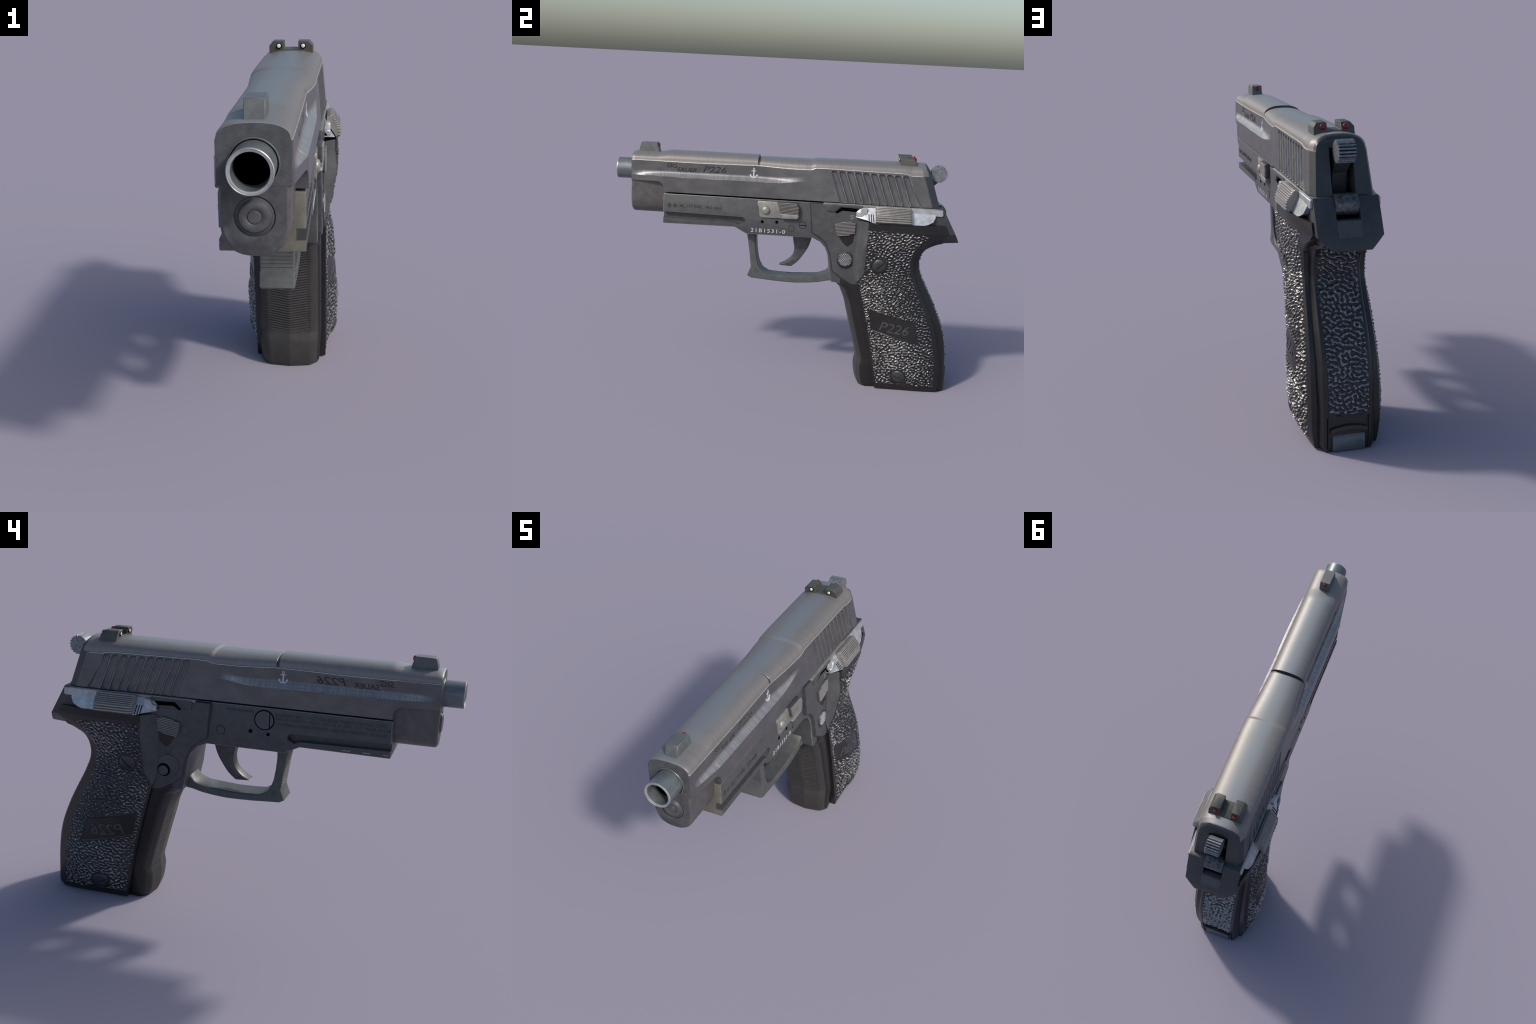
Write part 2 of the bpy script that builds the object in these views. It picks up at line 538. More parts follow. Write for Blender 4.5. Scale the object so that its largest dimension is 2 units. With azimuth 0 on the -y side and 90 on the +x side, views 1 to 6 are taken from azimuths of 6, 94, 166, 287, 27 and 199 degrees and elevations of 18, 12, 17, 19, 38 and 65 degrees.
# rounded housing under the muzzle
def build_housing():
    ring = []
    n = 22
    for k in range(n + 1):
        a = math.pi * k / n
        r = 0.0925
        e = 0.82
        ca, sa = math.cos(a), math.sin(a)
        ring.append((math.copysign(abs(ca) ** e, ca) * r, 1.052 - abs(sa) ** e * 0.100))
    pts = [(0.094, 1.148)] + ring + [(-0.094, 1.148)]
    stations = [(-0.9025, 0.010), (-0.898, 0.004), (-0.892, 0.001), (-0.886, 0.0), (-0.69, 0.0)]
    v, f = [], []
    cz = 1.06
    for y, ins in stations:
        for x, z in pts:
            s = 1 - ins / 0.095
            v.append((x * s, y, (cz + (z - cz) * s) if z < 1.1 else z))
    m = len(pts)
    f = grid_faces(len(stations), m, wrap_v=True)
    idx = [0] * len(f)
    f += [list(range(m)), list(range((len(stations) - 1) * m, len(stations) * m))]
    idx += [1, 0]
    ob = mesh_obj("guide_housing", v, f, ["housing", "slide_front"], slide, 40, idx)
    rec = revolve("cut", [(0.0545, -0.05), (0.0545, 0.006)], (0, -0.9025, 1.062), 'y', "slide_front", 48)
    boolean(ob, [rec])
    return ob
build_housing()
plug = revolve("recoil_plug", [(0.052, 0.0), (0.051, 0.006), (0.0465, 0.008), (0.0455, 0.0075), (0.044, 0.010), (0.040, 0.0165), (0.034, 0.019),
                               (0.026, 0.0185), (0.020, 0.016), (0.0185, 0.0145), (0.0175, 0.016), (0.0165, 0.0175), (0.0, 0.0178)],
               (0, -0.893, 1.062), '-y', "slide_front", 56, slide)

# barrel: outer tube, lip and dark bore
barrel = revolve("barrel", [(0.060, -0.80), (0.060, -0.985), (0.0605, -0.992), (0.0602, -0.995), (0.0490, -0.995), (0.0480, -0.985), (0.0480, -0.80)],
                 (0, 0, 1.200), 'y', "barrel", 64, caps=False)
revolve("muzzle_lip", [(0.0602, -0.9945), (0.0596, -0.9985), (0.0575, -1.0), (0.0560, -0.9985), (0.0525, -0.9985), (0.0500, -0.9975), (0.0489, -0.9945)],
        (0, 0, 1.200), 'y', "lip", 64, barrel, caps=False)
revolve("bore", [(0.0478, -0.935), (0.0477, -0.70), (0.0, -0.70)], (0, 0, 1.200), 'y', "black", 48, barrel, caps=False)
revolve("muzzle_bushing", [(0.0670, -0.872), (0.0670, -0.9045), (0.0655, -0.9065), (0.0632, -0.9055), (0.0625, -0.895), (0.0625, -0.872)],
        (0, 0, 1.200), 'y', "barrel", 64, slide)

# barrel-hood line pieces: filler block between slide and frame
box("slide_rail", -0.108, 0.108, -0.66, 0.80, 1.055, 1.10, "black")

# ------------------------------------------------------------------ sights
def build_rear_sight():
    prof = [(-0.088, 1.29), (0.088, 1.29), (0.088, 1.344), (0.073, 1.3625), (0.0295, 1.3625), (0.0295, 1.331),
            (-0.0295, 1.331), (-0.0295, 1.3625), (-0.073, 1.3625), (-0.088, 1.344)]
    v, f = [], []
    def fr(z): return 0.640 - (z - 1.31) * 0.22
    def rr(z): return 0.738 - max(0, z - 1.316) * 0.72
    for x, z in prof:
        v.append((x, fr(z), z))
    for x, z in prof:
        v.append((x, rr(z), z))
    n = len(prof)
    f = [list(range(n)), list(range(n, 2 * n))] + [[i, (i + 1) % n, n + (i + 1) % n, n + i] for i in range(n)]
    ob = mesh_obj("rear_sight", v, f, "sight")
    bevel(ob, 0.0015, 1)
    for s in (-1, 1):
        dome = [(0.0130, 0.0), (0.012, 0.005), (0.008, 0.0085), (0.0, 0.0100)]
        revolve("sight_dot", dome, (s * 0.050, 0.7185, 1.345), 'y', "red", 24, ob)
        revolve("sight_dot", [(0.0125, 0.0), (0.0100, 0.0035), (0.0100, 0.0035)], (s * 0.049, 0.633, 1.344), '-y', "black", 24, ob)
        revolve("sight_dot", [(0.0085, 0.0), (0.0078, 0.0045), (0.005, 0.0062), (0.0, 0.007)], (s * 0.049, 0.633, 1.344), '-y', "pearl", 24, ob)
    return ob
build_rear_sight()

def build_front_sight():
    ob = prism("front_sight", [(-0.874, 1.28), (-0.872, 1.322), (-0.862, 1.357), (-0.769, 1.3585), (-0.757, 1.318), (-0.755, 1.28)],
               -0.028, 0.028, "front_sight", 0.002, 1)
    revolve("sight_dot", [(0.0135, 0.0), (0.0125, 0.005), (0.008, 0.0085), (0.0, 0.0105)], (0, -0.7655, 1.3440), 'y', "red", 24, ob)
    return ob
build_front_sight()

# ------------------------------------------------------------------ frame
def build_frame():
    dust = prism("frame", [(-0.707, 1.079), (-0.707, 0.905), (-0.288, 0.908), (-0.218, 0.872), (0.165, 0.872), (0.208, 0.852), (0.238, 0.82),
                           (0.256, 0.78), (0.266, 0.70), (0.285, 0.62), (0.45, 0.60), (0.56, 0.80), (0.56, 1.079)],
                 -0.1225, 0.1225, "frame")
    bevel(dust, 0.0035, 2, edge_mat="edge")
    cut = []
    for s in (-1, 1):
        a, b = (0.095, 0.2) if s > 0 else (-0.2, -0.095)
        c = prism("cut", [(-0.80, 0.940), (-0.80, 0.975), (-0.246, 0.968), (-0.231, 0.957), (-0.229, 0.938), (-0.262, 0.922), (-0.29, 0.934)],
                  a, b, "frame")
        # the floor of the channel slopes outwards and down
        cut.append(c)
    boolean(dust, cut)
    dust.data.materials.append(M["nose"])
    for p in dust.data.polygons:
        if p.normal.y < -0.9 and p.center.y < -0.70:
            p.material_index = len(dust.data.materials) - 1
    # raised rear plate carrying the controls
    plate = [(0.137, 1.079), (0.157, 0.903), (0.172, 0.891), (0.209, 0.873), (0.238, 0.845), (0.261, 0.797), (0.276, 0.743), (0.284, 0.686), (0.331, 0.650),
             (0.40, 0.610), (0.56, 0.60), (0.62, 0.80), (0.62, 1.079)]
    v, f = [], []
    n = len(plate)
    cen = np.array([0.45, 0.88])
    def ring(x, ins):
        out = []
        for i, p in enumerate(plate):
            p = np.array(p)
            a, b = np.array(plate[i - 1]), np.array(plate[(i + 1) % n])
            t1, t2 = (p - a) / np.linalg.norm(p - a), (b - p) / np.linalg.norm(b - p)
            nn = np.array([-(t1[1] + t2[1]), t1[0] + t2[0]])
            nn /= np.linalg.norm(nn)
            q = p + nn * ins
            out.append((x, q[0], min(q[1], 1.079)))
        return out
    for x, ins in [(-0.1395, 0.012), (-0.137, 0.008), (-0.112, -0.006), (0.112, -0.006), (0.137, 0.008), (0.1395, 0.012)]:
        v += ring(x, ins)
    f = grid_faces(6, n, wrap_v=True) + [list(range(n)), list(range(5 * n, 6 * n))]
    pi_ = [1 if k // n in (1, 3) else 0 for k in range(5 * n)] + [0, 0]
    pl = mesh_obj("plate", v, f, ["frame", "tang"], mat_idx=pi_)
    fr = join("frame", [dust, pl])
    smooth(fr.data, 35)
    return fr
frame = build_frame()
for ya, yb in ((-0.525, -0.485), (-0.617, -0.580), (-0.702, -0.674)):
    box("rail_modelled_glint", -0.1238, -0.112, ya, yb, 0.9165, 0.9215, "takedown", 0.0008, frame)  # pale bars modelled to draw the lit ledges along the left rail

# slide rails on top of the frame, hooked catch, and rear tang
def build_tang():
    poly = [(0.60, 1.083), (0.872, 1.088), (0.893, 1.088), (0.988, 0.915), (1.0, 0.889), (0.94, 0.882), (0.889, 0.874), (0.82, 0.852), (0.60, 0.87)]
    ob = prism("tang", poly, -0.140, 0.140, "tang")
    bm = bmesh.new()
    bm.from_mesh(ob.data)
    for s in (-1, 1):
        nrm = Vector((s * 0.053, 0, -0.057)).normalized()
        g = bm.verts[:] + bm.edges[:] + bm.faces[:]
        r = bmesh.ops.bisect_plane(bm, geom=g, plane_co=(s * 0.140, 0.95, 0.942), plane_no=nrm, clear_outer=True)
        ed = [e for e in r["geom_cut"] if isinstance(e, bmesh.types.BMEdge)]
        bmesh.ops.contextual_create(bm, geom=ed)
    bmesh.ops.recalc_face_normals(bm, faces=bm.faces)
    bm.to_mesh(ob.data)
    bm.free()
    bevel(ob, 0.003, 2)
    slot = box("cut", -0.0515, 0.0515, 0.80, 1.2, 1.002, 1.2, "black")
    boolean(ob, [slot])
    # small cover plate in the middle of the rear face
    n = Vector((0, 0.173, 0.095)).normalized()
    def on(z): return 0.893 + (1.088 - z) * (0.095 / 0.173)
    v = []
    for off in (-0.01, 0.0016):
        for x, z in [(-0.052, 0.938), (0.052, 0.938), (0.052, 0.997), (-0.052, 0.997)]:
            v.append((x, on(z) + off * n.y, z + off * n.z))
    f = [[0, 1, 2, 3], [4, 5, 6, 7], [0, 1, 5, 4], [1, 2, 6, 5], [2, 3, 7, 6], [3, 0, 4, 7]]
    pc = mesh_obj("tang_cover", v, f, "tang_cover", ob)
    return ob
tang = build_tang()
revolve("hammer_pivot", [(0.048, -0.050), (0.048, 0.050)], (0, 0.872, 1.050), 'x', "hammer_base", 40, tang, 50)
box("slot_floor", -0.0505, 0.0505, 0.80, 0.915, 0.985, 1.015, "black", parent=tang)

for s in (-1, 1):
    x0, x1 = sorted((s * 0.10, s * 0.1425))
    prism("frame_rail", [(0.215, 1.0835), (0.215, 1.072), (0.86, 1.068), (0.868, 1.0835)], x0, x1, "takedown", 0.002, 1, frame)
    x0, x1 = sorted((s * 0.12, s * 0.1465))
    prism("slide_catch", [(0.231, 1.079), (0.233, 1.041), (0.238, 1.036), (0.282, 1.034), (0.312, 1.064), (0.44, 1.060), (0.44, 1.079)], x0, x1,
          "frame", 0.003, 2, frame)
    x0, x1 = sorted((s * 0.12, s * 0.1402))
    prism("catch_recess", [(0.286, 1.031), (0.318, 1.0625), (0.43, 1.058), (0.41, 1.040), (0.325, 1.044), (0.296, 1.025)], x0, x1, "black", 0, 1, frame)

# ------------------------------------------------------------------ trigger guard and trigger
def build_guard():
    outer = [(-0.222, 0.885), (-0.212, 0.82), (-0.200, 0.75), (-0.189, 0.664), (-0.209, 0.612), (-0.184, 0.598), (-0.12, 0.594), (-0.056, 0.589), (0.02, 0.586), (0.084, 0.585), (0.15, 0.590),
             (0.212, 0.598), (0.26, 0.610), (0.34, 0.625)]
    inner = [(-0.166, 0.885), (-0.167, 0.82), (-0.162, 0.764), (-0.153, 0.710), (-0.144, 0.682), (-0.125, 0.648), (-0.090, 0.627), (-0.03, 0.623), (0.049, 0.621), (0.13, 0.626),
             (0.208, 0.633), (0.250, 0.650), (0.275, 0.68), (0.34, 0.70)]
    n = len(outer)
    v, f = [], []
    sec = [(-0.054, 0), (-0.060, 0.006), (0.060, 0.006), (0.054, 0)]
    for i in range(n):
        o, q = np.array(outer[i]), np.array(inner[i])
        d = (q - o) / np.linalg.norm(q - o)
        L = np.linalg.norm(q - o)
        w = 1.0 if i < n - 1 else 1.25
        pts = [(-0.056, 0.0), (-0.060, 0.005), (-0.060, L - 0.008), (-0.054, L), (0.054, L), (0.060, L - 0.008), (0.060, 0.005), (0.056, 0.0)]
        for x, t in pts:
            p = o + d * t
            v.append((x * w, p[0], p[1]))
    f = grid_faces(n, 8, wrap_v=True) + [list(range(8)), list(range((n - 1) * 8, n * 8))]
    g = mesh_obj("trigger_guard", v, f, "guard", frame, 32)
    # horizontal ridges across the front of the guard
    def fy(z): return interp(z, [(0.612, -0.209), (0.664, -0.189), (0.75, -0.200), (0.82, -0.212), (0.885, -0.222)])
    for k in range(13):
        z = 0.682 + k * 0.0145
        y = float(fy(z))
        r = prism("guard_ridge", [(y + 0.004, z - 0.0045), (y - 0.0018, z - 0.001), (y - 0.0018, z + 0.001), (y + 0.004, z + 0.0045)], -0.054, 0.054, "guard", 0, 1, g)
    for s in (-1, 1):
        revolve("guard_pin", [(0.014, 0), (0.0137, 0.0012), (0, 0.0015)], (s * 0.060, -0.156, 0.645), 'x' if s > 0 else '-x', "frame", 24, g)
    return g
build_guard()

trg = smoothed([(0.045, 0.90), (0.050, 0.84), (0.060, 0.784), (0.047, 0.734), (0.012, 0.700), (-0.026, 0.680)], 5)
trg_b = smoothed([(0.160, 0.90), (0.156, 0.847), (0.137, 0.789), (0.099, 0.728), (0.075, 0.700), (0.046, 0.676)], 5)
tr = prism("trigger", [tuple(p) for p in trg] + [tuple(p) for p in trg_b[::-1]], -0.030, 0.030, "trigger", 0.003, 2, frame)

# ------------------------------------------------------------------ grip core with grooved front strap and pebbled backstrap
F_Y = smoothed([(0.0, 0.474), (0.03, 0.462), (0.07, 0.453), (0.115, 0.449), (0.14, 0.4515), (0.165, 0.4555), (0.20, 0.4485), (0.333, 0.412), (0.436, 0.383), (0.50, 0.366),
                (0.555, 0.343), (0.585, 0.330), (0.61, 0.305), (0.65, 0.30), (0.90, 0.34)], 5)
R_Y = smoothed([(0.0, 0.990), (0.05, 0.990), (0.22, 0.981), (0.354, 0.957), (0.494, 0.901), (0.622, 0.834), (0.70, 0.798), (0.75, 0.787), (0.80, 0.795),
                (0.835, 0.815), (0.855, 0.842), (0.872, 0.882), (0.885, 0.92), (0.92, 0.93)], 5)
def core_front(z): return interp(z, F_Y)
def core_rear(z): return interp(z, R_Y)

def build_core():
    zs = np.concatenate([[0.0, 0.003], np.arange(0.006, 0.916, 0.0016)])
    xf = np.concatenate([np.linspace(0, 0.086, 30), [0.094, 0.103, 0.112, 0.120, 0.127, 0.1315]])
    xr = np.concatenate([[0.134, 0.131, 0.128, 0.1245, 0.1205, 0.116, 0.1115, 0.107, 0.1025, 0.098, 0.095], np.linspace(0.092, 0, 36)])
    ring_x = np.concatenate([xf, [0.1335, 0.1345], xr])
    nf, nr_ = len(xf), len(xr)
    ncen = len(ring_x)
    verts, idx_rows = [], []
    for z in zs:
        yf, yr = float(core_front(z)), float(core_rear(z))
        wtop = 1.0 - 0.06 * float(sstep(0.02, 0.0, z))
        wr = wtop * float(interp(z, [(0, 1.0), (0.1, 1.02), (0.3, 1.02), (0.5, 1.0), (0.65, 0.95), (0.8, 0.95), (0.86, 0.98), (0.885, 0.80), (0.92, 0.80)]))
        half = []
        for j, x in enumerate(xf):
            y = yf + 0.012 * (x / 0.085) if x <= 0.086 else yf + 0.0121 + 0.038 * ((x - 0.086) / 0.0455) ** 1.5
            if x < 0.0865 and 0.165 < z < 0.575:     # chevron grooves
                ph = (z - 0.013 * (x / 0.085)) / 0.0121
                s = ph - math.floor(ph)
                g = min(1.0, (0.0865 - x) / 0.004) * min(1.0, (z - 0.165) / 0.02)
                y += 0.0034 * g * (0.5 + 0.5 * math.cos(2 * math.pi * s)) ** 2
            half.append((x * wtop * (1 - 0.05 * float(sstep(0.14, 0.03, z))), y, z))
        ym = yf + 0.10
        half.append(((0.1335 - 0.014 * float(sstep(0.17, 0.04, z))) * wtop, ym, z))
        half.append((0.1345 * wr, yr - 0.10, z))
        for j, x in enumerate(xr):
            # rounded rim with two raised pipings framing the recessed pebbled panel
            if x > 0.098:
                t = (x - 0.098) / 0.036
                y = yr - 0.002 - 0.078 * t ** 1.7
                y += 0.0035 * math.exp(-((x - 0.109) / 0.0042) ** 2) + 0.003 * math.exp(-((x - 0.126) / 0.004) ** 2)
            else:
                y = yr - 0.004
            inside = float(sstep(0.094, 0.086, x) * sstep(0.155, 0.165, z))
            y += inside * (0.002 + 0.0062 * float(PEB_BACK(x, z * 1.0)))
            if z < 0.155 and x < 0.094:
                y -= 0.003
            half.append((x * (wtop + (wr - wtop) * float(sstep(0.09, 0.12, x))), y, z))
        row = half + [(-a, b, c) for a, b, c in half[1:-1][::-1]]
        # the left half of the backstrap gets its own pebbles
        nrow = len(row)
        for j in range(len(half), nrow):
            a, b, c = row[j]
            src = -a / wtop
            if src < 0.094 and j < len(half) + nr_:
                if abs(b - yr) < 0.02 and c > 0.155:
                    ins = float(sstep(0.094, 0.086, src) * sstep(0.155, 0.165, c))
                    b = yr - 0.004 + ins * (0.002 + 0.0062 * float(PEB_BACK(-src, c)))
                    row[j] = (a, b, c)
        verts += row
    nv = len(row)
    f = grid_faces(len(zs), nv, wrap_v=True)
    idx = []
    hl = len(half)
    for i in range(len(zs) - 1):
        for j in range(nv):
            jj = j if j < hl - 1 else nv - 1 - j
            p = verts[i * nv + j]
            pk = abs(p[0]) < 0.088 and jj > nf + 12 and p[2] > 0.165 and float(PEB_BACK(p[0], p[2])) > -0.14
            idx.append(3 if pk else (0 if jj < nf - 3 else (2 if jj < nf + 2 else 1)))
    f += [list(range(nv)), list(range((len(zs) - 1) * nv, len(zs) * nv))]
    idx += [2, 2]
    return mesh_obj("grip_core", verts, f, ["strap", "grip", "grip_smooth", "pebble_dim"], None, 50, idx)
core = build_core()

# magazine foot seen through the heel of the grip
mag = prism("magazine", [(0.90, 0.001), (0.992, 0.001), (0.993, 0.03), (0.992, 0.058), (0.982, 0.074), (0.90, 0.074)], -0.072, 0.072, "latch", 0.003, 2)
def arch(name, w, y0, y1, z, h, t, mat):
    v, f = [], []
    n = 16
    for k in range(n + 1):
        x = -w + 2 * w * k / n
        dz = h * (1 - (x / w) ** 2)
        for y, zz in [(y0, z + dz), (y1, z + dz), (y1, z + dz + t), (y0, z + dz + t)]:
            v.append((x, y, zz))
    f = grid_faces(n + 1, 4, wrap_v=True) + [[0, 1, 2, 3], [n * 4, n * 4 + 1, n * 4 + 2, n * 4 + 3]]
    return mesh_obj(name, v, f, mat, core, 40)
arch("heel_catch", 0.082, 0.95, 0.992, 0.086, 0.014, 0.016, "tang")
for s in (-1, 1):
    box("heel_seam", s * 0.090 - 0.0012, s * 0.090 + 0.0012, 0.95, 0.9895, 0.004, 0.150, "tang", 0, core)

# ------------------------------------------------------------------ grip panels
P_F = smoothed([(0.004, 0.580), (0.043, 0.572), (0.275, 0.524), (0.40, 0.496), (0.534, 0.462), (0.60, 0.443), (0.645, 0.430), (0.70, 0.410), (0.78, 0.402), (0.88, 0.404), (1.0, 0.410)], 5)
P_R = smoothed([(0.004, 0.946), (0.037, 0.945), (0.194, 0.938), (0.357, 0.906), (0.495, 0.853), (0.621, 0.790), (0.70, 0.757), (0.768, 0.748), (0.832, 0.765), (0.868, 0.805), (0.89, 0.842), (0.915, 0.888), (0.942, 0.928), (0.96, 0.928), (1.0, 0.906)], 5)
P_M = smoothed([(0.004, 0.148), (0.03, 0.164), (0.06, 0.179), (0.10, 0.190), (0.18, 0.195), (0.27, 0.195), (0.40, 0.186), (0.50, 0.180), (0.59, 0.172), (0.66, 0.160), (0.70, 0.160), (0.74, 0.168),
                (0.80, 0.180), (0.85, 0.190), (0.92, 0.193), (1.0, 0.193)], 5)
P_XR = smoothed([(0.004, 0.138), (0.05, 0.147), (0.12, 0.152), (0.28, 0.151), (0.45, 0.145), (0.58, 0.139), (0.70, 0.134), (0.80, 0.138), (0.86, 0.147), (0.92, 0.150), (1.0, 0.149)], 5)
def panel_x(y, z):
    yf, yr, m = interp(z, P_F), interp(z, P_R), interp(z, P_M)
    u = np.clip((y - yf) / (yr - yf), 0, 1)
    up = sstep(0.62, 0.72, z)
    xf = 0.1505 - 0.008 * up
    xf = np.minimum(xf, m - 0.001)
    xr = np.minimum(interp(z, P_XR), m - 0.001)
    edge = xf + (xr - xf) * u
    rise = sstep(0.0, 0.42 + 0.3 * sstep(0.15, 0.03, z), u) * (1 - up) + sstep(0.03, 0.17, u) * up
    fall = (1 - np.clip((u - 0.55) / 0.45, 0, 1) ** 2.0) * (1 - up) + (1 - np.clip((u - 0.50) / 0.50, 0, 1) ** 1.7) * up
    return edge + (m - edge) * rise * fall

SCREWS = [(0.557, 0.741, 0.043, 0.80), (0.711, 0.092, 0.042, -0.30)]
LOGO = [(0.515, 0.483), (0.781, 0.426), (0.820, 0.292), (0.535, 0.353)]
PEB_F = [(0.0, 0.592), (0.043, 0.582), (0.275, 0.533), (0.534, 0.472), (0.60, 0.452), (0.645, 0.440), (0.69, 0.472), (0.86, 0.475), (1.0, 0.475)]
PEB_R = [(0.0, 0.925), (0.194, 0.919), (0.357, 0.886), (0.495, 0.833), (0.621, 0.772), (0.70, 0.743), (0.768, 0.735), (0.832, 0.748), (0.888, 0.79), (0.938, 0.845), (1.0, 0.85)]
def logo_mask(y, z, inset=0.0):
    m = np.ones_like(y)
    n = 4
    for i in range(n):
        a, b = np.array(LOGO[i]), np.array(LOGO[(i + 1) % n])
        t = (b - a) / np.linalg.norm(b - a)
        nn = np.array([t[1], -t[0]])
        d = (y - a[0]) * nn[0] + (z - a[1]) * nn[1]
        m = m * sstep(inset - 0.002, inset + 0.003, d)
    return m

def build_panel(seed_shift):
    nz, ny = 400, 190
    zs = np.linspace(0.004, 0.992, nz)
    rows, tops = [], []
    for z in zs:
        yf, yr = float(interp(z, P_F)), float(interp(z, P_R))
        ys = np.linspace(yf, yr, ny)
        zz = np.full(ny, z)
        x = panel_x(ys, zz)
        mask = sstep(0, 0.006, ys - interp(z, PEB_F)) * sstep(0, 0.008, interp(z, PEB_R) - ys)
        mask = mask * sstep(0.030, 0.042, z) * sstep(0.958 - 0.02 * (ys - 0.47) / 0.37, 0.948 - 0.02 * (ys - 0.47) / 0.37, zz)
        for sy, sz, r, _ in SCREWS:
            d = np.hypot(ys - sy, zz - sz)
            mask = mask * sstep(r + 0.001, r + 0.008, d)
        lm = logo_mask(ys, zz)
        mask = mask * (1 - lm)
        x = x + 0.0030 * lm * (1 - logo_mask(ys, zz, 0.004)) + mask * (0.0010 + 0.0047 * PEB(ys + seed_shift, zz)) - lm * 0.001
        # border line at the rear rim
        tops.append([False] + list((mask > 0.6) & (PEB(ys + seed_shift, zz) + 0.25 * np.sin(9 * zz) * np.sin(11 * ys) > -0.06)) + [False])
        rows.append([(0.075, ys[0] + 0.001, z)] + list(zip(x, ys, zz)) + [(0.075, ys[-1] - 0.001, z)])
    nv = ny + 2
    top = [(0.075, p[1], p[2] - 0.0005) for p in rows[-1]]
    rows.append(top)
    rows.insert(0, [(0.075, p[1], p[2] + 0.0005) for p in rows[0]])
    verts = [p for r in rows for p in r]
    f = grid_faces(len(rows), nv)
    idx = []
    for i in range(len(rows) - 1):
        for j in range(nv - 1):
            y, z = rows[i][j][1], rows[i][j][2]
            sm = (z > 0.955) or (y < float(interp(z, PEB_F)) and z > 0.64)
            k = i - 1
            pt = 0 < i < len(rows) - 2 and tops[k][j] and tops[k][j + 1] and tops[k + 1][j]
            idx.append(3 if pt else (1 if (z > 0.64 and y < float(interp(z, PEB_F))) else (2 if sm else 0)))
    return mesh_obj("grip_panel", verts, f, ["grip", "frame", "grip_smooth", "pebble"], None, 60, idx)
panel = build_panel(0.0)
panel_left = mirror_x(panel, "grip_panel")

def panel_normal(y, z):
    e = 0.02
    dy = float(panel_x(np.array([y + e]), np.array([z]))[0] - panel_x(np.array([y - e]), np.array([z]))[0]) / (2 * e)
    dz = float(panel_x(np.array([y]), np.array([z + e]))[0] - panel_x(np.array([y]), np.array([z - e]))[0]) / (2 * e)
    return Vector((1, -dy, -dz)).normalized()

def build_screw(r, h, slot_angle, mat, slot_w=0.006):
    prof = [(r, -0.012), (r, 0.0), (r * 0.97, h * 0.18), (r * 0.85, h * 0.5), (r * 0.6, h * 0.82), (r * 0.3, h * 0.96), (0, h)]
    ob = revolve("screw", prof, (0, 0, 0), 'x', mat, 48)
    c = box("cut", h * 0.35, h + 0.05, -r * 1.2, r * 1.2, -slot_w / 2, slot_w / 2, "black")
    c.data.transform(Matrix.Rotation(slot_angle, 4, 'X'))
    boolean(ob, [c], angle=30)
    return ob
for sy, sz, r, ang in SCREWS:
    sc = build_screw(r, 0.013, ang, "screw")
    nrm = panel_normal(sy, sz)
    x = float(panel_x(np.array([sy]), np.array([sz]))[0])
    rot = Vector((1, 0, 0)).rotation_difference(nrm).to_matrix().to_4x4()
    sc.data.transform(Matrix.Translation((x - 0.003, sy, sz)) @ rot)
    sc.name = "grip_screw"
    sc.parent = panel
    o = mirror_x(sc, "grip_screw")
    o.parent = panel_left

